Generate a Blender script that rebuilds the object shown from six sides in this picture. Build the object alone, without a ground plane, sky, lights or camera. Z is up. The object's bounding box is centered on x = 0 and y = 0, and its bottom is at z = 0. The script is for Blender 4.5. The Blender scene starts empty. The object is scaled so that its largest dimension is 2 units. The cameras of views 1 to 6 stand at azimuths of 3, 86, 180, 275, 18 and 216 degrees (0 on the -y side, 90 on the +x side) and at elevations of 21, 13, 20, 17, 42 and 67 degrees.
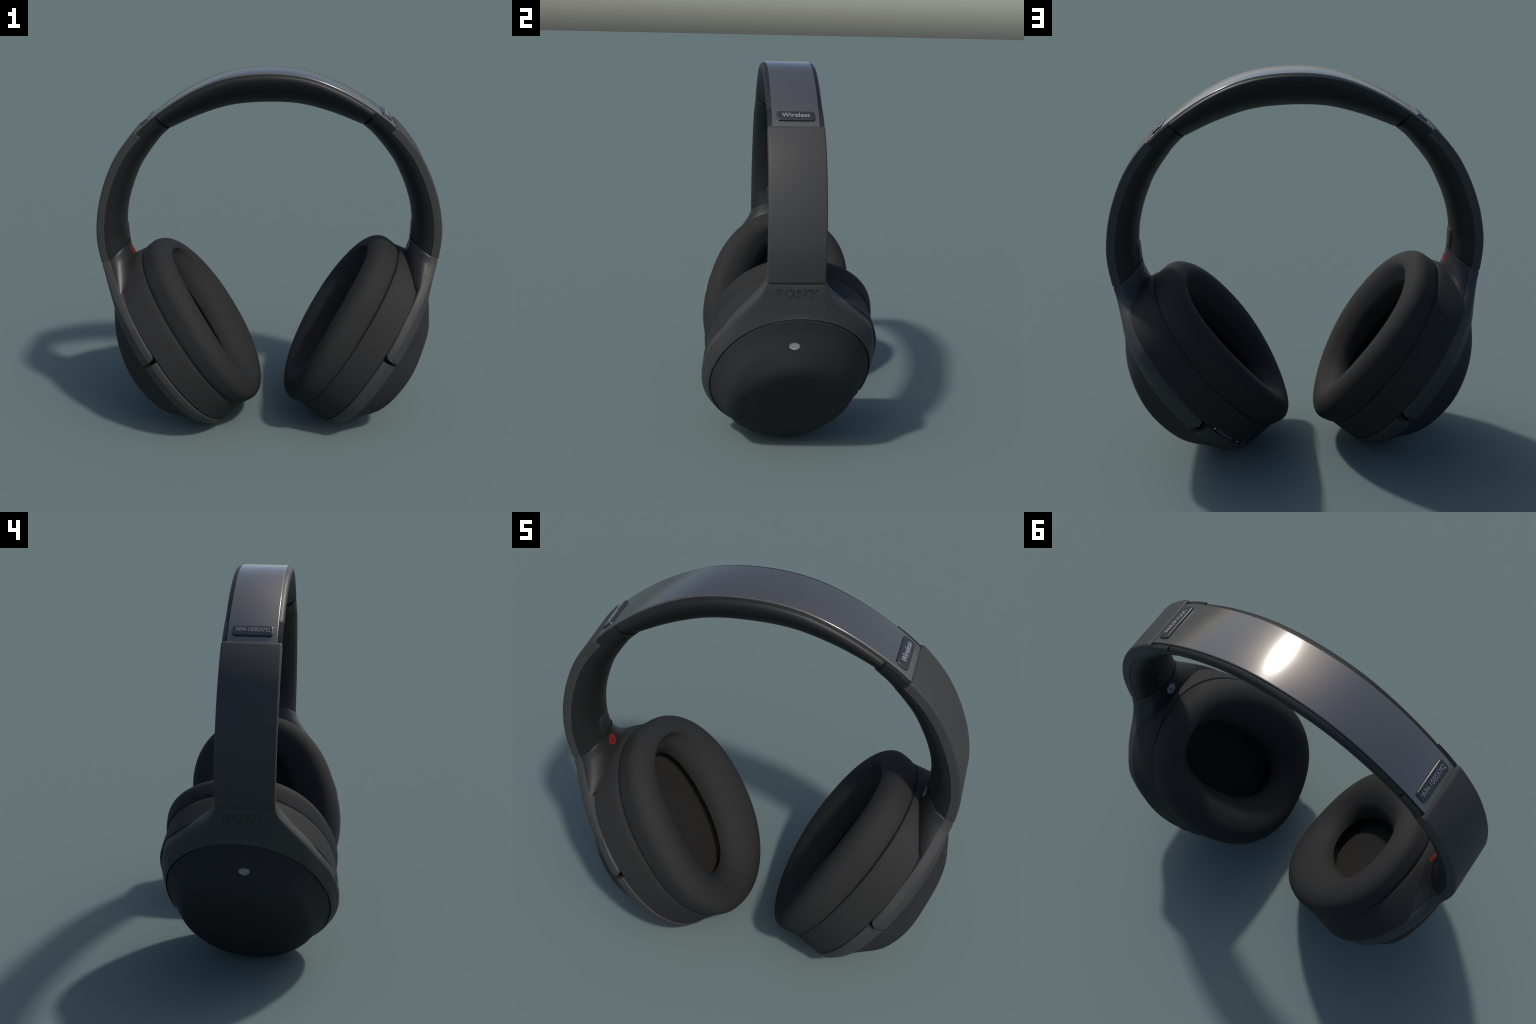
"""Over-ear wireless headphones, built part by part.

World frame: metres, z up, wearer faces -y, the left ear cup is at +x.
Both halves are built from one left-hand description and mirrored in x.
The cups live in a local frame (s, y, c): s runs up along the cup, y is the
world y axis, c runs inward, towards the ear.
"""
import bpy, bmesh, math
import numpy as np
from mathutils import Vector

# ------------------------------------------------------------------ materials
def material(name, base, rough=0.5, metal=0.0, spec=0.5, grain=0.0, grain_scale=400.0,
             bump=0.0, bump_scale=600.0, aniso=0.0):
    m = bpy.data.materials.new(name)
    m.use_nodes = True
    nt = m.node_tree
    b = nt.nodes["Principled BSDF"]
    b.inputs["Base Color"].default_value = (*base, 1)
    b.inputs["Roughness"].default_value = rough
    b.inputs["Metallic"].default_value = metal
    b.inputs["Specular IOR Level"].default_value = spec
    if aniso > 0:                       # brushed along its length: highlight stretches across
        b.inputs["Anisotropic"].default_value = aniso
        b.inputs["Anisotropic Rotation"].default_value = 0.25
        tn = nt.nodes.new("ShaderNodeTangent")
        tn.direction_type = "RADIAL"
        tn.axis = "Y"
        nt.links.new(tn.outputs["Tangent"], b.inputs["Tangent"])
    tc = nt.nodes.new("ShaderNodeTexCoord")
    if grain > 0:
        n = nt.nodes.new("ShaderNodeTexNoise")
        n.inputs["Scale"].default_value = grain_scale
        n.inputs["Detail"].default_value = 3
        nt.links.new(tc.outputs["Object"], n.inputs["Vector"])
        r = nt.nodes.new("ShaderNodeValToRGB")
        r.color_ramp.elements[0].position = 0.3
        r.color_ramp.elements[1].position = 0.7
        r.color_ramp.elements[0].color = (*[x * (1 - grain) for x in base], 1)
        r.color_ramp.elements[1].color = (*[x * (1 + grain) for x in base], 1)
        nt.links.new(n.outputs["Fac"], r.inputs["Fac"])
        nt.links.new(r.outputs["Color"], b.inputs["Base Color"])
    if bump > 0:
        n = nt.nodes.new("ShaderNodeTexNoise")
        n.inputs["Scale"].default_value = bump_scale
        n.inputs["Detail"].default_value = 2
        nt.links.new(tc.outputs["Object"], n.inputs["Vector"])
        bp = nt.nodes.new("ShaderNodeBump")
        bp.inputs["Strength"].default_value = bump
        bp.inputs["Distance"].default_value = 0.001
        nt.links.new(n.outputs["Fac"], bp.inputs["Height"])
        nt.links.new(bp.outputs["Normal"], b.inputs["Normal"])
    return m


M = dict(
    plastic=material("matte_black_plastic", (0.040, 0.040, 0.040), 0.55, spec=0.33, grain=0.05, bump=0.08),
    panel=material("touch_panel_plastic", (0.0228, 0.0232, 0.0243), 0.70, spec=0.2, grain=0.05, bump=0.08),
    housing=material("cup_side_plastic", (0.0225, 0.0225, 0.0225), 0.72, spec=0.18, grain=0.05, bump=0.06),
    leather=material("soft_black_leatherette", (0.0225, 0.0225, 0.0225), 0.75, spec=0.15, grain=0.07, grain_scale=160, bump=0.12, bump_scale=320),
    pad=material("headband_pad_leatherette", (0.0105, 0.011, 0.011), 0.5, spec=0.35, grain=0.06, grain_scale=160, bump=0.1, bump_scale=320),
    liner=material("arm_lining_plastic", (0.0105, 0.011, 0.011), 0.5, spec=0.35, grain=0.05),
    section=material("slider_plastic", (0.015, 0.015, 0.016), 0.45, spec=0.4),
    hinge=material("satin_hinge_plastic", (0.014, 0.014, 0.0145), 0.42, spec=0.42),
    strip=material("satin_grey_metal", (0.170, 0.166, 0.160), 0.195, metal=0.7, aniso=0.62),
    plate=material("glossy_black_plate", (0.022, 0.022, 0.024), 0.3, spec=0.6),
    ink=material("grey_print", (0.23, 0.24, 0.26), 0.5),
    faint=material("faint_grey_print", (0.13, 0.135, 0.15), 0.5),
    red=material("red_marker", (0.175, 0.007, 0.006), 0.5),
    grey=material("grey_marker", (0.17, 0.175, 0.20), 0.5),
    dark=material("recess_black", (0.006, 0.006, 0.006), 0.6, spec=0.2),
    wire=material("microphone_wire", (0.36, 0.37, 0.38), 0.5),
    white=material("white_dot", (0.5, 0.52, 0.53), 0.5),
)


def woven_material():
    m = material("woven_fabric", (0.03, 0.027, 0.025), 0.9, spec=0.1)
    nt = m.node_tree
    b = nt.nodes["Principled BSDF"]
    tc = nt.nodes.new("ShaderNodeTexCoord")
    mp = nt.nodes.new("ShaderNodeMapping")
    mp.inputs["Scale"].default_value = (60, 320, 320)
    n = nt.nodes.new("ShaderNodeTexNoise")
    n.inputs["Scale"].default_value = 1.0
    n.inputs["Detail"].default_value = 3
    r = nt.nodes.new("ShaderNodeValToRGB")
    r.color_ramp.elements[0].position = 0.32
    r.color_ramp.elements[0].color = (0.009, 0.0088, 0.0086, 1)
    r.color_ramp.elements[1].position = 0.72
    r.color_ramp.elements[1].color = (0.0265, 0.026, 0.0255, 1)
    nt.links.new(tc.outputs["Object"], mp.inputs["Vector"])
    nt.links.new(mp.outputs["Vector"], n.inputs["Vector"])
    nt.links.new(n.outputs["Fac"], r.inputs["Fac"])
    nt.links.new(r.outputs["Color"], b.inputs["Base Color"])
    bp = nt.nodes.new("ShaderNodeBump")
    bp.inputs["Strength"].default_value = 0.3
    bp.inputs["Distance"].default_value = 0.001
    nt.links.new(n.outputs["Fac"], bp.inputs["Height"])
    nt.links.new(bp.outputs["Normal"], b.inputs["Normal"])
    return m


M["fabric"] = woven_material()

# ------------------------------------------------------------------ mesh tools
ROOT = bpy.data.objects.new("headphones", None)
bpy.context.collection.objects.link(ROOT)
ROOT["label"] = "black over-ear wireless headphones with padded grey-topped headband"
ROOT["category"] = "headphones"


def add_mesh(name, verts, faces, mat, parent, sharp=35, mirror=False, kind=None):
    verts = np.array(verts, float)
    if mirror:
        verts = verts * np.array([-1, 1, 1])
    me = bpy.data.meshes.new(name)
    me.from_pydata([tuple(v) for v in verts], [], [tuple(f) for f in faces])
    bm = bmesh.new()
    bm.from_mesh(me)
    bmesh.ops.remove_doubles(bm, verts=bm.verts, dist=1e-6)
    bmesh.ops.recalc_face_normals(bm, faces=bm.faces)
    bm.to_mesh(me)
    bm.free()
    me.shade_smooth()
    me.set_sharp_from_angle(angle=math.radians(sharp))
    me.materials.append(mat)
    ob = bpy.data.objects.new(name, me)
    bpy.context.collection.objects.link(ob)
    ob.parent = parent
    if kind:
        ob["kind"] = kind
    return ob


def loft(rings, close_u=True, cap0=False, cap1=False, close_v=False):
    """Skin a list of equal-length rings; ring order is v, points in a ring are u."""
    n = len(rings[0])
    V = [p for r in rings for p in r]
    F = []
    m = len(rings)
    for j in range(m if close_v else m - 1):
        j2 = (j + 1) % m
        for i in range(n if close_u else n - 1):
            i2 = (i + 1) % n
            F.append((j * n + i, j * n + i2, j2 * n + i2, j2 * n + i))
    if cap0:
        F.append(tuple(range(n))[::-1])
    if cap1:
        F.append(tuple((m - 1) * n + i for i in range(n)))
    return V, F


def spline(pts, t):
    """Natural-looking Catmull-Rom through control points, parametrised by chord length."""
    P = np.array(pts, float)
    d = np.r_[0, np.cumsum(np.linalg.norm(np.diff(P, axis=0), axis=1) ** 0.5 + 1e-9)]
    d /= d[-1]
    # finite-difference tangents
    T = np.zeros_like(P)
    T[1:-1] = ((P[2:] - P[1:-1]) / (d[2:] - d[1:-1])[:, None] * (d[1:-1] - d[:-2])[:, None]
               + (P[1:-1] - P[:-2]) / (d[1:-1] - d[:-2])[:, None] * (d[2:] - d[1:-1])[:, None]) \
        / (d[2:] - d[:-2])[:, None]
    T[0] = (P[1] - P[0]) / (d[1] - d[0])
    T[-1] = (P[-1] - P[-2]) / (d[-1] - d[-2])
    t = np.atleast_1d(t)
    k = np.clip(np.searchsorted(d, t, side="right") - 1, 0, len(P) - 2)
    h = (d[k + 1] - d[k])
    x = ((t - d[k]) / h)[:, None]
    h = h[:, None]
    return ((2 * x**3 - 3 * x**2 + 1) * P[k] + (x**3 - 2 * x**2 + x) * h * T[k]
            + (-2 * x**3 + 3 * x**2) * P[k + 1] + (x**3 - x**2) * h * T[k + 1])


def curve1(pts, x):
    """Smooth y(x) through control points (monotone x), shape preserving."""
    P = np.array(pts, float)
    X, Y = P[:, 0], P[:, 1]
    h = np.diff(X)
    dl = np.diff(Y) / h
    m = np.r_[dl[0], np.where(dl[1:] * dl[:-1] > 0, 2 * dl[1:] * dl[:-1] / (dl[1:] + dl[:-1] + 1e-12), 0), dl[-1]]
    x = np.clip(np.atleast_1d(np.asarray(x, float)), X[0], X[-1])
    k = np.clip(np.searchsorted(X, x, side="right") - 1, 0, len(X) - 2)
    t = (x - X[k]) / h[k]
    return ((2*t**3 - 3*t**2 + 1) * Y[k] + (t**3 - 2*t**2 + t) * h[k] * m[k]
            + (-2*t**3 + 3*t**2) * Y[k+1] + (t**3 - t**2) * h[k] * m[k+1])


def resample(P, n):
    d = np.r_[0, np.cumsum(np.linalg.norm(np.diff(P, axis=0), axis=1))]
    t = np.linspace(0, d[-1], n)
    return np.stack([np.interp(t, d, P[:, k]) for k in range(P.shape[1])], 1)


# ------------------------------------------------------------------ headband curve (x, z)
BAND = [(-0.402, 1.902), (-0.208, 1.9775), (0, 2.0), (0.208, 1.9775), (0.402, 1.902), (0.591, 1.7825), (0.670, 1.7145), (0.76, 1.602), (0.80, 1.545)]
ARM = [(0.628, 1.769), (0.681, 1.715), (0.739, 1.652), (0.797, 1.573), (0.842, 1.488), (0.877, 1.402),
       (0.906, 1.305), (0.9215, 1.220), (0.928, 1.150), (0.9255, 1.080), (0.913, 0.985), (0.906, 0.940)]


def dense(pts, keep):
    P = resample(spline(pts, np.linspace(0, 1, 1500)), 3000)
    return P[keep(P)]


def normals_in(P):
    T = np.gradient(P, axis=0)
    T /= np.linalg.norm(T, axis=1)[:, None]
    return np.stack([T[:, 1], -T[:, 0]], 1)     # curve runs clockwise: right-hand side is inward


def sweep(P, N, section, n):
    """section(f) gives (y, depth) loop at fraction f; P,N sampled curve."""
    idx = np.linspace(0, len(P) - 1, n).round().astype(int)
    rings = []
    for k, i in enumerate(idx):
        sec = section(k / (n - 1))
        rings.append([(P[i, 0] + N[i, 0] * d, y, P[i, 1] + N[i, 1] * d) for y, d in sec])
    return rings


def arc(cy, cd, r, a0, a1, n=5):
    return [(cy + r * math.cos(a), cd + r * math.sin(a)) for a in np.radians(np.linspace(a0, a1, n))]


def slab_section(w, d0, d1, r):
    """Flat slab with rounded outer corners, from depth d0 (outer) to d1 (inner)."""
    top = arc(w - r, d0 + r, r, 0, -90) + arc(-w + r, d0 + r, r, 270, 180)
    return [(w, d1)] + top + [(-w, d1)]


def bulge_section(w, d0, d1, e=2.3, n=25, lip=0.0):
    """Half-superellipse bulging inward from depth d0 (flat side) to d1 (apex)."""
    out = []
    for a in np.linspace(0, math.pi, n):
        c, s = math.cos(a), math.sin(a)
        out.append((w * math.copysign(abs(c) ** (2 / e), c), d0 + lip + (d1 - d0 - lip) * abs(s) ** (2 / e)))
    return [(w, d0)] * (lip > 0) + out + [(-w, d0)] * (lip > 0)


# full symmetric strip: take the x>=0 half and mirror it
half = dense(BAND, lambda P: (P[:, 0] >= -1e-4) & (P[:, 1] > 1.69))
half[0] = (0, 2.0)
full = np.concatenate([half[::-1] * [-1, 1], half[1:]])
full = resample(full, 2401)
NF = normals_in(full)
arc_len = np.r_[0, np.cumsum(np.linalg.norm(np.diff(full, axis=0), axis=1))]
arc_len -= arc_len[-1] / 2


def band_range(l0, l1):
    k = (arc_len >= l0) & (arc_len <= l1)
    return full[k], NF[k]


L_ARM = float(arc_len[np.argmin(np.abs(full[:, 0] - 0.665))])      # where the arm starts
L_PAD = float(arc_len[np.argmin(np.abs(full[:, 0] - 0.573))])      # where the pad ends

P, N = band_range(-L_ARM - 0.02, L_ARM + 0.02)
V, F = loft(sweep(P, N, lambda f: slab_section(0.1165, 0.0, 0.020, 0.0045), 121), cap0=True, cap1=True)
band = add_mesh("headband", V, F, M["strip"], ROOT)

P, N = band_range(-L_PAD, L_PAD)


def pad_sec(f):
    q = abs(2 * f - 1)
    end = 1.0 - 0.10 * max(0.0, (q - 0.985) / 0.015) ** 2
    depth = 0.169 - 0.055 * q ** 1.9
    w = (0.1445 - 0.005 * q) * (1 - 0.03 * max(0.0, (q - 0.985) / 0.015) ** 2)
    out = []
    for y, d in bulge_section(w, 0.030, 0.030 + (depth - 0.030) * end, 1.5, 33):
        out.append((y, d))
    # rounded shoulders that rise beside the metal strip
    out = out + [(-w + 0.003, 0.017), (-w + 0.011, 0.0085), (-0.105, 0.0075), (0.105, 0.0075), (w - 0.011, 0.0085), (w - 0.003, 0.017)]
    return out


V, F = loft(sweep(P, N, pad_sec, 161), cap0=True, cap1=True)
add_mesh("head_pad", V, F, M["pad"], band, sharp=50)

# ------------------------------------------------------------------ per-side parts
AL = math.radians(33.5)
TX = np.array([math.sin(AL), 0, math.cos(AL)])
NX = np.array([-math.cos(AL), 0, math.sin(AL)])
YX = np.array([0, 1.0, 0])


def cup(s, y, c):
    return TX * s + YX * y + NX * c


PHI = 0.29


def outline(s0, a, b, e, th, y0=0.0, phi=PHI):
    """Point of the tilted oval cup outline at polar parameter th (0 = long axis up)."""
    c, s = np.cos(th), np.sin(th)
    T = a * np.sign(c) * np.abs(c) ** (2 / e)
    Y = b * np.sign(s) * np.abs(s) ** (2 / e)
    return s0 + T * math.cos(phi) - Y * math.sin(phi), y0 + Y * math.cos(phi) + T * math.sin(phi)


def oval(c, d, s0=0.706, a=0.531, b=0.427, e=2.15, n=128, phi=PHI, y0=0.0, tilt=0.0):
    th = np.linspace(0, 2 * math.pi, n, endpoint=False)
    s, y = outline(s0, a + d, b + d, e, th, y0, phi)
    return [cup(s[i], y[i], c + tilt * (s[i] - 0.7)) for i in range(n)]


def text_mesh(body, size, extrude, wx=1.0, spacing=1.0, weight=0.0):
    cu = bpy.data.curves.new("tmp_text", "FONT")
    cu.body = body
    cu.size = size
    cu.extrude = extrude
    cu.offset = weight
    cu.align_x = "CENTER"
    cu.align_y = "CENTER"
    cu.space_character = spacing
    ob = bpy.data.objects.new("tmp_text", cu)
    bpy.context.collection.objects.link(ob)
    dg = bpy.context.evaluated_depsgraph_get()
    me = bpy.data.meshes.new_from_object(ob.evaluated_get(dg))
    V = np.array([v.co[:] for v in me.vertices])
    F = [tuple(p.vertices) for p in me.polygons]
    bpy.data.objects.remove(ob)
    bpy.data.curves.remove(cu)
    bpy.data.meshes.remove(me)
    V[:, :2] -= (V[:, :2].max(0) + V[:, :2].min(0)) / 2
    V[:, 0] *= wx
    return V, F


def fit(V, width, height):
    e = np.ptp(V[:, :2], axis=0)
    V = V.copy()
    V[:, 0] *= width / e[0]
    V[:, 1] *= height / e[1]
    return V


def wing(front):
    """Edge of the yoke from the neck corner down to its end (s, |y|)."""
    if front:
        return [(1.325, 0.142), (1.285, 0.158), (1.225, 0.200), (1.110, 0.283), (0.993, 0.348), (0.90, 0.398), (0.845, 0.419), (0.792, 0.431)]
    return [(1.325, 0.137), (1.285, 0.152), (1.235, 0.190), (1.180, 0.255), (1.110, 0.328), (1.026, 0.393), (0.93, 0.422), (0.82, 0.434), (0.70, 0.432), (0.560, 0.406)]


def panel_rim(th, d=0.0):
    return outline(0.680, 0.485 + d, 0.400 + d, 2.08, th, 0.0, 0.27)


def engrave(ob, cutter, sharp):
    """Cut the cutter's shape out of ob and remove the cutter."""
    md = ob.modifiers.new("engrave", "BOOLEAN")
    md.operation = "DIFFERENCE"
    md.solver = "EXACT"
    md.use_self = True
    md.object = cutter
    dg = bpy.context.evaluated_depsgraph_get()
    me = bpy.data.meshes.new_from_object(ob.evaluated_get(dg))
    ob.modifiers.clear()
    if len(me.polygons) > 500:
        old = ob.data
        ob.data = me
        bpy.data.meshes.remove(old)
        me.shade_smooth()
        me.set_sharp_from_angle(angle=math.radians(sharp))
    bpy.data.objects.remove(cutter)


def slab_word():
    """Wide slab-serif capitals S O N Y as overlapping polygons; the word spans u, v in -0.5..0.5."""
    polys = []

    def put(x0, w, pts):
        polys.append([(x0 + u * w - 0.5, v - 0.5) for u, v in pts])

    def box(x0, w, a, b, c, d):
        put(x0, w, [(a, c), (b, c), (b, d), (a, d)])

    def ribbon(x0, w, path, width):
        p = spline(path, np.linspace(0, 1, 26))
        t = np.gradient(p, axis=0) * np.array([w * 4.0, 1.0])
        t /= np.linalg.norm(t, axis=1)[:, None]
        nn = np.stack([-t[:, 1], t[:, 0]], 1) / np.array([w * 4.0, 1.0])
        k = np.interp(np.linspace(0, 1, 26), [0, 0.25, 0.5, 0.75, 1], width)[:, None]
        l, r = p + nn * k, p - nn * k
        put(x0, w, list(l) + list(r[::-1]))
    # S
    ribbon(0.0, 0.205, [(0.86, 0.74), (0.70, 0.90), (0.45, 0.94), (0.20, 0.84), (0.20, 0.66), (0.50, 0.53), (0.82, 0.40), (0.84, 0.20), (0.55, 0.06), (0.28, 0.10), (0.12, 0.27)],
           [0.055, 0.07, 0.115, 0.07, 0.055])
    box(0.0, 0.205, 0.83, 0.92, 0.68, 0.99)
    box(0.0, 0.205, 0.07, 0.16, 0.01, 0.33)
    # O
    th = np.linspace(0, 2 * math.pi, 40, endpoint=False)
    rings = [[(0.245 + (0.5 + rx * math.cos(a)) * 0.225 - 0.5, ry * math.sin(a)) for a in th] for rx, ry in ((0.5, 0.5), (0.30, 0.42))]
    polys.append(rings)
    # N
    x0, w = 0.50, 0.25
    box(x0, w, 0.12, 0.21, 0.0, 1.0)
    box(x0, w, 0.80, 0.89, 0.0, 1.0)
    put(x0, w, [(0.10, 1.0), (0.34, 1.0), (0.89, 0.0), (0.70, 0.0)])
    for a, b, c, d in ((0.0, 0.30, 0.9, 1.0), (0.0, 0.34, 0.0, 0.1), (0.68, 1.0, 0.9, 1.0)):
        box(x0, w, a, b, c, d)
    # Y
    x0, w = 0.765, 0.235
    put(x0, w, [(0.10, 0.95), (0.34, 0.95), (0.60, 0.45), (0.41, 0.45)])
    put(x0, w, [(0.80, 0.95), (0.92, 0.95), (0.60, 0.45), (0.48, 0.45)])
    box(x0, w, 0.41, 0.60, 0.0, 0.47)
    for a, b, c, d in ((0.0, 0.46, 0.9, 1.0), (0.68, 1.0, 0.9, 1.0), (0.28, 0.74, 0.0, 0.1)):
        box(x0, w, a, b, c, d)
    return polys


def build_side(mir):
    sx = -1 if mir else 1

    # ---- slider section between pad and arm
    P, N = band_range(L_PAD + 0.002, L_ARM + 0.03)
    sec = lambda f: bulge_section(0.137 + 0.002 * f, 0.008, 0.111 + 0.009 * f, 1.95, 31, lip=0.018)
    V, F = loft(sweep(P, N, sec, 9), cap0=True, cap1=True)
    add_mesh("slider_section", V, F, M["liner"], band, sharp=50, mirror=mir)

    # ---- name plate on the metal strip, following its curve
    lc = L_ARM - 0.052
    hw, hh, R = 0.094, 0.031, 0.013
    loop = []
    for cx, cy, a0 in ((hw - R, hh - R, 0), (-hw + R, hh - R, 90), (-hw + R, -hh + R, 180), (hw - R, -hh + R, 270)):
        loop += [(cx + R * math.cos(a), cy + R * math.sin(a)) for a in np.radians(np.linspace(a0, a0 + 90, 7))]
    k = int(np.argmin(np.abs(arc_len - lc)))
    o = np.array([full[k, 0], 0, full[k, 1]])
    nrm = -np.array([NF[k, 0], 0, NF[k, 1]])
    up = np.cross(np.array([0, -1.0, 0]), nrm)      # points up along the band
    if up[2] < 0:
        up = -up

    def on_plate(u, v, h):
        # bend with the band: drop by curvature
        return o + YX * u + up * v + nrm * (h - 0.5 * v * v / 1.1)
    rings = []
    for sc, h in ((1.0, -0.006), (1.0, 0.0035), (0.988, 0.0065), (0.965, 0.0080), (0.92, 0.0085)):
        inset = (1 - sc) * 0.094
        rr = []
        for u, v in loop:
            rr.append(on_plate(u - math.copysign(min(inset, abs(u)), u), v - math.copysign(min(inset, abs(v)), v), h))
        rings.append(rr)
    V, F = loft(rings, cap0=True, cap1=True)
    plate = add_mesh("name_plate", V, F, M["plate"], band, sharp=60, mirror=mir)
    if mir:
        V, F = text_mesh("WH-1000XM2", 0.05, 0.0008, spacing=1.06)
        V = fit(V, 0.160, 0.025)
    else:
        V, F = text_mesh("Wireless", 0.05, 0.0008, weight=0.0006, spacing=1.04)
        V = fit(V, 0.135, 0.027)
    W = [on_plate(-u if mir else u, v + 0.002, 0.0098 + h) for u, v, h in V]
    add_mesh("plate_lettering", W, F, M["ink"], band, sharp=30, mirror=mir)

    # ---- arm cover and lining
    A = dense(ARM, lambda P: (P[:, 1] <= 1.7165) & (P[:, 1] >= 0.9865))
    NA = normals_in(A)

    def cover(f):
        w = 0.1405 - 0.0 * f
        r = 0.010
        s = slab_section(w, 0.0, 0.044, r)
        if f < 0.012 or f > 0.994:
            q = (1 - f / 0.012) if f < 0.5 else (f - 0.994) / 0.006 * 0.6
            s = [(y * (1 - 0.02 * q), d if d > 0.03 else d + 0.006 * q) for y, d in s]
        return s
    V, F = loft(sweep(A, NA, cover, 141), cap0=True, cap1=True)
    arm = add_mesh("headband_arm", V, F, M["plastic"], ROOT, mirror=mir)

    AL2 = dense(ARM, lambda P: (P[:, 1] <= 1.713) & (P[:, 1] >= 0.972))
    NA2 = normals_in(AL2)
    depth = [(0, 0.128), (0.1, 0.134), (0.2, 0.137), (0.35, 0.141), (0.5, 0.142), (0.75, 0.146), (0.9, 0.147), (1.0, 0.142)]

    def lining(f):
        return bulge_section(0.1385, 0.0435, float(curve1(depth, f)[0]), 1.9, 31)
    rings = sweep(AL2, NA2, lining, 121)
    # trim the lower end to the joint plane s = 1.322
    out = []
    for r in rings:
        rr = []
        for p in r:
            p = np.array(p)
            s = p @ TX
            if s < 1.3235:
                p = p + np.array([0, 0, 1]) * (1.3235 - s) / TX[2]
            rr.append(p)
        out.append(rr)
    V, F = loft(out, cap0=True, cap1=True)
    add_mesh("arm_lining", V, F, M["liner"], arm, sharp=45, mirror=mir)

    # ---- small adjuster tab on the inside of the arm
    tab = []
    for z, d in ((1.200, 0.134), (1.193, 0.1445), (1.18, 0.1495), (1.14, 0.1525), (1.08, 0.1515), (1.052, 0.149)):
        i = int(np.argmin(np.abs(AL2[:, 1] - z)))
        base = AL2[i]
        nn = NA2[i]
        prof = [(0.046, 0.10), (0.046, d - 0.012), (0.040, d - 0.004), (0.030, d - 0.001), (0, d), (-0.030, d - 0.001), (-0.040, d - 0.004), (-0.046, d - 0.012), (-0.046, 0.10)]
        tab.append([(base[0] + nn[0] * q, y, base[1] + nn[1] * q) for y, q in prof])
    V, F = loft(tab, cap0=True, cap1=True)
    add_mesh("adjuster_tab", V, F, M["section"], arm, sharp=40, mirror=mir)

    # ---- cup housing: the oval drum between yoke and cushion
    prof = [(-0.252, -0.090), (-0.244, -0.040), (-0.208, -0.022), (-0.207, 0.002), (-0.200, 0.008), (-0.15, 0.004), (-0.085, -0.006), (-0.062, -0.009),
            (-0.054, -0.013), (-0.051, -0.022), (-0.051, -0.08)]
    rings = [oval(c, d) for c, d in prof]
    V, F = loft(rings, cap0=True)
    housing = add_mesh("ear_cup", V, F, M["housing"], ROOT, mirror=mir)

    # ---- ear cushion: soft oval ring, turned a little further than the drum
    CU = dict(s0=0.703, a=0.510, b=0.403, e=2.2, phi=0.34, y0=0.003)
    h = 0.094

    def hole_oval(c, d):
        """Cushion outline offset by d; the ear opening is a little longer than a plain offset."""
        x = min(1, max(0, (-d - 0.06) / 0.13))
        k = dict(CU)
        x = x * x * (3 - 2 * x)
        k["a"] += 0.056 * x
        k["s0"] += 0.022 * x
        k["y0"] += 0.006 * x
        return oval(c, d, **k)
    prof = [(-0.0525, -0.050), (-0.0525, -0.004), (-0.0505, 0.004), (-0.038, 0.011), (0.0, 0.016), (h * .35, 0.016), (h * .62, 0.005), (h * .85, -0.018),
            (h * .97, -0.045), (h, -0.070), (h * .96, -0.100), (h * .84, -0.137), (h * .62, -0.172), (h * .32, -0.203), (-0.004, -0.221), (-0.035, -0.228)]
    PP = spline(prof, np.linspace(0, 1, 64))
    rings = []
    for c, d in PP:
        g = max(0, (c + 0.05) / (h + 0.05))
        rr = hole_oval(c, d)
        for i, a in enumerate(np.linspace(0, 2 * math.pi, 128, endpoint=False)):
            rr[i] = rr[i] + NX * g * (0.0075 * math.cos(a) - 0.003 * math.sin(a) - 0.014 * math.cos(2 * a))
        rings.append(rr)
    V, F = loft(rings)
    add_mesh("ear_cushion", V, F, M["leather"], housing, sharp=60, mirror=mir)
    # inner collar of the cushion, behind a fine seam
    prof = [(-0.0345, -0.2245), (-0.0360, -0.2252), (-0.0385, -0.2255), (-0.047, -0.2210), (-0.060, -0.210), (-0.076, -0.201), (-0.090, -0.193), (-0.100, -0.188)]
    rings = [hole_oval(c, d) for c, d in spline(prof, np.linspace(0, 1, 24))]
    V, F = loft(rings)
    add_mesh("cushion_collar", V, F, M["leather"], housing, sharp=60, mirror=mir)
    # driver cover: woven disc, slightly domed
    rings = []
    for k in np.linspace(1, 0.02, 14):
        rings.append([cup(0.722 + (p[0]) * k, 0.008 + p[1] * k, -0.103 - 0.012 * (1 - k * k)) for p in
                      np.stack(outline(0.0, 0.384, 0.221, 2.25, np.linspace(0, 2 * math.pi, 96, endpoint=False), 0.0, 0.33), 1)])
    V, F = loft(rings, cap1=True)
    add_mesh("driver_cover", V, F, M["fabric"], housing, sharp=60, mirror=mir)
    V, F = loft([oval(-0.050, -0.03), oval(-0.060, -0.10), oval(-0.110, -0.10), oval(-0.124, -0.12), oval(-0.126, -0.40)], cap1=True)
    add_mesh("cup_floor", V, F, M["dark"], housing, mirror=mir)

    # ---- yoke: neck and wings, from the joint down both sides of the cup
    fr = resample(spline(wing(True), np.linspace(0, 1, 400)), 70)
    bk = resample(spline(wing(False), np.linspace(0, 1, 400)), 78)
    edge = [(s, -y) for s, y in fr[::-1]]
    neck_n = 25
    for y in np.linspace(-0.142, 0.137, neck_n)[1:-1]:
        edge.append((1.325, y))
    edge += [(s, y) for s, y in bk]
    edge = np.array(edge)
    ne = len(edge)
    # matching points on the panel rim
    t0 = math.atan2(-0.40, 0.10) + 0.0
    th_all = np.linspace(0, 2 * math.pi, 1440, endpoint=False)
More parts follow.
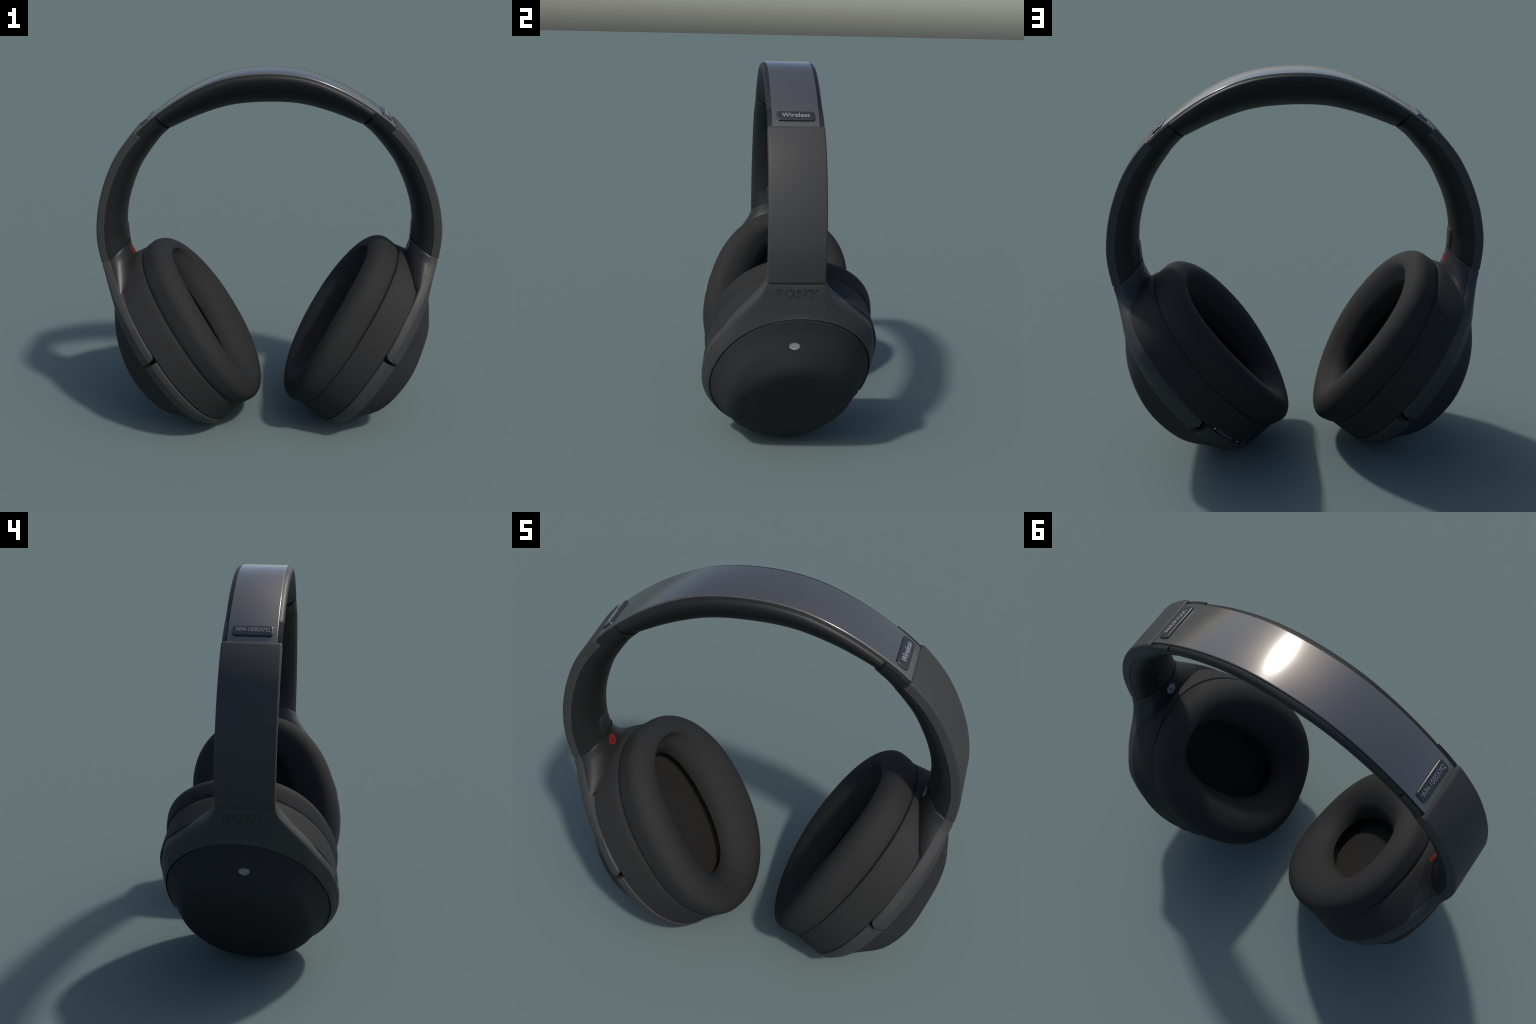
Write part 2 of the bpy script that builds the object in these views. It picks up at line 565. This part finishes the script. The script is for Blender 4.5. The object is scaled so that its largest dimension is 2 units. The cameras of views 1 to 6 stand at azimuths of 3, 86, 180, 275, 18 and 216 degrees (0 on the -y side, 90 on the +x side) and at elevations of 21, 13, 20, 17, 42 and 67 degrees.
    rs, ry = panel_rim(th_all, 0.004)
    cen = np.array([0.70, 0.0])
    rim = []
    ang_r = np.unwrap(np.arctan2(ry - cen[1], rs - cen[0]))
    for i, (s, y) in enumerate(edge):
        if 69 <= i <= 69 + neck_n:            # neck: spread along the top of the rim
            f = (i - 69) / neck_n
            ang = math.radians(-22 + 44 * f)
        else:
            ang = math.atan2(y - cen[1], s - cen[0])
            lim = math.radians(22)
            # ease the wing angles so they do not bunch at the neck
            neck_ang = math.atan2(0.14, 0.625)
            if ang > 0:
                w = (ang - neck_ang) / (1.9 - neck_ang)
                ang = lim + (1.9 - lim) * w
            else:
                w = (-ang - neck_ang) / (1.35 - neck_ang)
                ang = -(lim + (1.35 - lim) * w)
        aa = np.mod(ang - ang_r[0], 2 * math.pi)
        k = int(np.argmin(np.abs(np.mod(ang_r - ang_r[0], 2 * math.pi) - aa)))
        rim.append((rs[k], ry[k]))
    rim = np.array(rim)
    # smooth the rim correspondence
    for _ in range(12):
        rim[1:-1] = 0.25 * rim[:-2] + 0.5 * rim[1:-1] + 0.25 * rim[2:]
    c_in = curve1([(0.5, -0.2085), (0.8, -0.2085), (1.0, -0.205), (1.15, -0.197), (1.325, -0.172)], edge[:, 0])
    c_out = curve1([(0.5, -0.254), (0.8, -0.254), (1.0, -0.252), (1.12, -0.250), (1.22, -0.240), (1.325, -0.215)], edge[:, 0])
    # the wing ends are rounded off towards the housing
    run = np.r_[0, np.cumsum(np.linalg.norm(np.diff(edge, axis=0), axis=1))]
    near_end = np.minimum(run, run[-1] - run)
    rr_ = 0.030
    q = np.clip(1 - near_end / rr_, 0, 1)
    c_in = c_in - rr_ * 0.9 * (1 - np.sqrt(1 - q * q))
    rows = [[] for _ in range(14)]
    for i in range(ne):
        e = edge[i]
        g = rim[i] - e
        L = np.linalg.norm(g)
        g = g / L
        crim = -0.300
        ins = 0.05
        rows[0].append(cup(*(e + g * min(ins, L * .6)), c_in[i] + 0.004))
        rows[1].append(cup(*(e + g * 0.004), c_in[i]))
        rows[2].append(cup(*e, c_in[i] - 0.004))
        rows[3].append(cup(*e, c_out[i] + 0.010))
        rows[4].append(cup(*(e + g * 0.0025), c_out[i] + 0.004))
        rows[5].append(cup(*(e + g * 0.009), c_out[i] - 0.003))
        for j, f in enumerate((0.2, 0.4, 0.6, 0.8, 0.95)):
            l0 = 0.009
            x = l0 + (L - l0) * f
            # slightly convex skin, dipping gently at the neck
            cc = (c_out[i] - 0.003) + (crim - (c_out[i] - 0.003)) * f - 0.004 * math.sin(math.pi * f) * (1 if L < 0.10 else 0.0)
            rows[6 + j].append(cup(*(e + g * x), cc))
        rows[11].append(cup(*rim[i], crim))
        rows[12].append(cup(*(rim[i] + g * 0.002), crim + 0.004))
        rows[13].append(cup(*(rim[i] + g * 0.002), crim + 0.04))
    for j in range(6, 11):                      # fair the skin between edge and panel
        A_ = np.array(rows[j])
        for _ in range(30):
            A_[1:-1] = 0.25 * A_[:-2] + 0.5 * A_[1:-1] + 0.25 * A_[2:]
        rows[j] = list(A_)
    V, F = loft(rows, close_u=False, close_v=True)
    n = ne
    F.append(tuple(j * n for j in range(14)))
    F.append(tuple(j * n + n - 1 for j in range(14))[::-1])
    yoke = add_mesh("yoke", V, F, M["plastic"], housing, sharp=38, mirror=mir)

    # ---- lower rim: same section, closing the oval below the wings
    def lower_pt(th, d):
        return outline(0.706, 0.545 + d, 0.438 + d, 2.15, th)
    ths = np.linspace(math.radians(95.2), math.radians(360 - 95.2), 110)
    rows = [[] for _ in range(13)]
    for th in ths:
        e = np.array(lower_pt(th, 0.0))
        k = int(np.argmin((rs - e[0]) ** 2 + (ry - e[1]) ** 2))
        r_ = np.array([rs[k], ry[k]])
        g = r_ - e
        L = np.linalg.norm(g)
        g /= L
        crim = -0.296
        ci, co = -0.2085, -0.252
        pts = [(0.05, ci + 0.004), (0.004, ci), (0.0, ci - 0.004), (0.0, co + 0.012), (0.003, co + 0.004), (0.010, co - 0.004)]
        for j, (x, c) in enumerate(pts):
            rows[j].append(cup(*(e + g * min(x, L * 0.9 if j else 0.05)), c))
        for j, f in enumerate((0.25, 0.5, 0.75, 0.95)):
            rows[6 + j].append(cup(*(e + g * (0.010 + (L - 0.010) * f)), (co - 0.004) + (crim - co + 0.004) * f - 0.006 * math.sin(math.pi * f)))
        rows[10].append(cup(*r_, crim))
        rows[11].append(cup(*(r_ + g * 0.002), crim + 0.004))
        rows[12].append(cup(*(r_ + g * 0.002), crim + 0.04))
    V, F = loft(rows, close_u=False, close_v=True)
    n = len(ths)
    F.append(tuple(j * n for j in range(13)))
    F.append(tuple(j * n + n - 1 for j in range(13))[::-1])
    add_mesh("lower_rim", V, F, M["plastic"], housing, sharp=38, mirror=mir)

    # ---- touch panel: asymmetric dome, deepest below its middle
    top = [(0, 0.160), (0.25, 0.160), (0.45, 0.158), (0.56, 0.146), (0.70, 0.101), (0.875, 0.039), (1.0, 0.004)]
    side = [(0, 0.160), (0.50, 0.160), (0.66, 0.156), (0.77, 0.138), (0.855, 0.091), (0.93, 0.042), (1.0, 0.004)]
    bot = [(0, 0.160), (0.40, 0.160), (0.60, 0.157), (0.70, 0.144), (0.80, 0.096), (0.905, 0.041), (1.0, 0.004)]
    th = np.linspace(0, 2 * math.pi, 160, endpoint=False)
    ps, py = panel_rim(th, -0.001)
    cs = np.cos(np.arctan2(py, ps - 0.68))
    wt, wb = np.clip(cs, 0, 1) ** 2, np.clip(-cs, 0, 1) ** 2
    ws = 1 - wt - wb

    def panel_depth(rho, i):
        return wt[i] * curve1(top, rho)[0] + ws[i] * curve1(side, rho)[0] + wb[i] * curve1(bot, rho)[0]
    rings = [[cup(ps[i], py[i], -0.27) for i in range(160)], [cup(ps[i], py[i], -0.294) for i in range(160)]]
    for rho in np.r_[0.992, np.linspace(0.975, 0.03, 44)]:
        D = wt * curve1(top, rho)[0] + ws * curve1(side, rho)[0] + wb * curve1(bot, rho)[0]
        rings.append([cup(0.68 + (ps[i] - 0.68) * rho, py[i] * rho, -0.295 - D[i]) for i in range(160)])
    V, F = loft(rings, cap0=True, cap1=True)
    panel = add_mesh("touch_panel", V, F, M["panel"], housing, sharp=50, mirror=mir)

    # ---- microphone mesh on the panel
    def panel_c(s, y):
        rho = (s - 0.68) / 0.4795
        return -0.295 - float(curve1(top, rho)[0])
    sm = 1.046
    o = cup(sm, 0, panel_c(sm, 0))
    tg = cup(sm + 0.02, 0, panel_c(sm + 0.02, 0)) - cup(sm - 0.02, 0, panel_c(sm - 0.02, 0))
    tg /= np.linalg.norm(tg)
    nr = np.cross(YX, tg)
    lp = [(0.028 * math.cos(a), 0.0195 * math.sin(a)) for a in np.linspace(0, 2 * math.pi, 40, endpoint=False)]
    rings = [[o + YX * u + tg * v + nr * h for u, v in lp] for h in (-0.007, 0.02)]
    V, F = loft(rings, cap0=True, cap1=True)
    engrave(panel, add_mesh("tmp_cutter", V, F, M["panel"], None, mirror=mir), 50)
    rings = [[o + YX * u * 1.1 + tg * v * 1.1 + nr * h for u, v in lp] for h in (-0.012, -0.0064)]
    V, F = loft(rings, cap0=True, cap1=True)
    add_mesh("microphone_recess", V, F, M["dark"], housing, mirror=mir)
    # wire mesh: rows of bars with staggered uprights
    V, F = [], []

    def bar(u0, u1, v0, v1):
        b = len(V)
        for h in (-0.0066, -0.0045):
            for u, v in ((u0, v0), (u1, v0), (u1, v1), (u0, v1)):
                V.append(o + YX * u + tg * v + nr * h)
        F.extend([(b, b + 1, b + 2, b + 3), (b + 4, b + 5, b + 6, b + 7), (b, b + 1, b + 5, b + 4), (b + 1, b + 2, b + 6, b + 5), (b + 2, b + 3, b + 7, b + 6), (b + 3, b, b + 4, b + 7)])
    pitch, t = 0.0060, 0.0012
    rows_v = [k * pitch for k in range(-3, 4)]
    for j, v in enumerate(rows_v):
        h = 0.028 * math.sqrt(max(0, 1 - (v / 0.0195) ** 2))
        if h > 0.004:
            bar(-h, h, v - t, v + t)
        vm = v + pitch / 2
        h = 0.028 * math.sqrt(max(0, 1 - (vm / 0.0195) ** 2))
        for q in range(-5, 6):
            u = (q + (0.5 if j % 2 else 0)) * 0.0112
            if abs(u) < h - 0.001:
                bar(u - 0.0019, u + 0.0019, v + t * 1.05, v + pitch - t * 1.05)
    add_mesh("microphone_mesh", V, F, M["wire"], housing, sharp=20, mirror=mir, kind="stuff")

    # ---- hinge block: fills the corner between arm, yoke and housing
    def wing_y(s, front):
        W = np.array(wing(front))[::-1]
        return float(np.interp(s, W[:, 0], W[:, 1]))
    apex = [(1.10, -0.098), (1.20, -0.086), (1.232, -0.080), (1.265, -0.073), (1.30, -0.062), (1.322, -0.051)]
    seam = [(1.10, -0.202), (1.15, -0.197), (1.325, -0.173)]
    rings = []
    for s in np.r_[1.3215, 1.3195, np.linspace(1.31, 1.12, 20)]:
        wf, wb_ = wing_y(s, True) - 0.003, wing_y(s, False) - 0.003
        if s < 1.15:
            wf, wb_ = wing_y(1.15, True) - 0.004 - (1.15 - s) * 1.5, wing_y(1.15, False) - 0.03 - (1.15 - s) * 1.5
        if s > 1.32:
            wf -= .002; wb_ -= .002
        ca, c0 = float(curve1(apex, s)[0]), float(np.interp(s, [q[0] for q in seam], [q[1] for q in seam])) - 0.006
        e = float(np.interp(s, [1.15, 1.18, 1.30], [1.3, 1.5, 2.0]))
        rr = []
        for a in np.linspace(0, math.pi, 41):
            cc, ss = math.cos(a), math.sin(a)
            y = (wb_ if cc > 0 else wf) * math.copysign(abs(cc) ** (2 / e), cc)
            rr.append(cup(s, y, c0 + (ca - c0) * abs(ss) ** (2 / e)))
        rings.append(rr)
    V, F = loft(rings, cap0=True, cap1=True)
    add_mesh("hinge", V, F, M["hinge"], housing, sharp=50, mirror=mir)

    # ---- round side marker with its letter, on the hinge
    so = 1.272
    o = cup(so, 0, float(curve1(apex, so)[0]))
    tg = cup(so + 0.02, 0, float(curve1(apex, so + 0.02)[0])) - cup(so - 0.02, 0, float(curve1(apex, so - 0.02)[0]))
    tg /= np.linalg.norm(tg)
    nr = np.cross(tg, YX)
    if nr @ NX < 0:
        nr = -nr
    R = 0.0270

    def on_hinge(u, v, h):
        s_ = so + v * float(tg @ TX)
        c0, ca = -0.187, float(curve1(apex, s_)[0])
        w = wing_y(s_, True) - 0.003
        k = (1 - (abs(u) / w) ** 2.3) ** (1 / 2.3)
        return cup(s_, u, c0 + (ca - c0) * k) + nr * h
    rings = [[on_hinge(R * k * math.cos(a), R * k * math.sin(a), h) for a in np.linspace(0, 2 * math.pi, 40, endpoint=False)]
             for k, h in ((1, -0.003), (1, 0.0012), (0.6, 0.0013), (0.1, 0.0013))]
    V, F = loft(rings, cap0=True, cap1=True)
    add_mesh("side_marker", V, F, M["red"] if mir else M["grey"], housing, mirror=mir)
    V, F = text_mesh("R" if mir else "L", 0.036, 0.0005)
    # seen from inside: reading direction is -y on the left cup, +y on the right
    W = [on_hinge(-u if not mir else u, v, 0.0022 + h) for u, v, h in V]
    add_mesh("marker_letter", W, F, M["plate"], housing, mirror=mir)

    # ---- engraved maker's lettering on the neck of the yoke
    def neck_c(s_):
        return -0.218 + (-0.300 + 0.218) * (1.316 - s_) / 0.156
    sc_ = 1.2785
    o = cup(sc_, 0, neck_c(sc_))
    tg = cup(sc_ + 0.02, 0, neck_c(sc_ + 0.02)) - o
    tg /= np.linalg.norm(tg)
    nr = np.cross(YX, tg)
    cut_V, cut_F = [], []
    for poly in slab_word():
        b = len(cut_V)
        if len(poly) == 2:                      # ring-shaped letter: outer and inner loop
            loops = [poly[0], poly[1]]
            pts_ = []
            for lp_, hh_ in ((loops[0], -0.0042), (loops[0], 0.02), (loops[1], 0.02), (loops[1], -0.0042)):
                pts_.append([o + YX * ((-u if mir else u) * 0.214) + tg * (v * 0.040) + nr * hh_ for u, v in lp_])
            V, F = loft(pts_, close_v=True)
            cut_V += V
            cut_F += [tuple(i + b for i in f) for f in F]
            continue
        m_ = len(poly)
        for hh_ in (-0.0042, 0.02):
            for u, v in poly:
                u2 = (-u if mir else u) * 0.214
                cut_V.append(o + YX * u2 + tg * (v * 0.040) + nr * hh_)
        cut_F.append(tuple(range(b, b + m_)))
        cut_F.append(tuple(range(b + m_, b + 2 * m_)))
        for i in range(m_):
            j = (i + 1) % m_
            cut_F.append((b + i, b + j, b + m_ + j, b + m_ + i))
    cutter = add_mesh("tmp_cutter", cut_V, cut_F, M["plastic"], None, mirror=mir)
    engrave(yoke, cutter, 38)

    # ---- push button with print and indicator dots, on the left cup only
    if not mir:
        def wall(T, c, h):
            d = float(np.interp(c, [-0.2, -0.15, -0.085], [0.008, 0.004, -0.006])) + h
            a_, b_, e_ = 0.531 + d, 0.427 + d, 2.15
            Y = b_ * (1 - abs(T / a_) ** e_) ** (1 / e_)
            return cup(0.706 + T * math.cos(PHI) - Y * math.sin(PHI), Y * math.cos(PHI) + T * math.sin(PHI), c)
        T0, T1, C0, C1 = -0.248, -0.098, -0.2035, -0.158
        Tm, Cm = (T0 + T1) / 2, (C0 + C1) / 2
        lp = []
        R = 0.012
        for cx, cy, a0 in ((T1 - R, C1 - R, 0), (T0 + R, C1 - R, 90), (T0 + R, C0 + R, 180), (T1 - R, C0 + R, 270)):
            lp += [(cx + R * math.cos(a), cy + R * math.sin(a)) for a in np.radians(np.linspace(a0, a0 + 90, 6))]
        # subdivide the long edges so the button follows the wall
        lp2 = []
        for i in range(len(lp)):
            p, q_ = np.array(lp[i]), np.array(lp[(i + 1) % len(lp)])
            nseg = max(1, int(np.linalg.norm(q_ - p) / 0.012))
            for k in range(nseg):
                lp2.append(tuple(p + (q_ - p) * k / nseg))
        rings = [[wall(Tm + (T - Tm) * k, Cm + (c - Cm) * k, h) for T, c in lp2]
                 for k, h in ((1, -0.004), (1, 0.0022), (0.97, 0.0035), (0.7, 0.0035), (0.35, 0.0035), (0.05, 0.0035))]
        V, F = loft(rings, cap1=True)
        add_mesh("mode_button", V, F, M["housing"], housing, sharp=40)
        V, F = text_mesh("NC/AMBIENT", 0.02, 0.0003)
        V = fit(V, 0.118, 0.016)
        add_mesh("button_lettering", [wall(-0.168 + u, -0.191 - v, 0.0042 + h) for u, v, h in V], F, M["faint"], housing)
        for T in (-0.090, -0.290):
            rings = [[wall(T + 0.0055 * k * math.cos(a), -0.195 + 0.0055 * k * math.sin(a), h) for a in np.linspace(0, 2 * math.pi, 20, endpoint=False)]
                     for k, h in ((1, -0.002), (1, 0.0008), (0.7, 0.0014))]
            V, F = loft(rings, cap1=True)
            add_mesh("indicator_dot", V, F, M["white"], housing)
        rings = [[wall(-0.350 + r * math.cos(a), -0.189 + r * math.sin(a), h) for a in np.linspace(0, 2 * math.pi, 32, endpoint=False)]
                 for r, h in ((0.0105, -0.001), (0.0105, 0.001), (0.0135, 0.001), (0.0135, -0.001))]
        V, F = loft(rings)
        add_mesh("power_symbol", V, F, M["faint"], housing)

    return dict(housing=housing, yoke=yoke, rs=rs, ry=ry)


LEFT = build_side(False)
RIGHT = build_side(True)
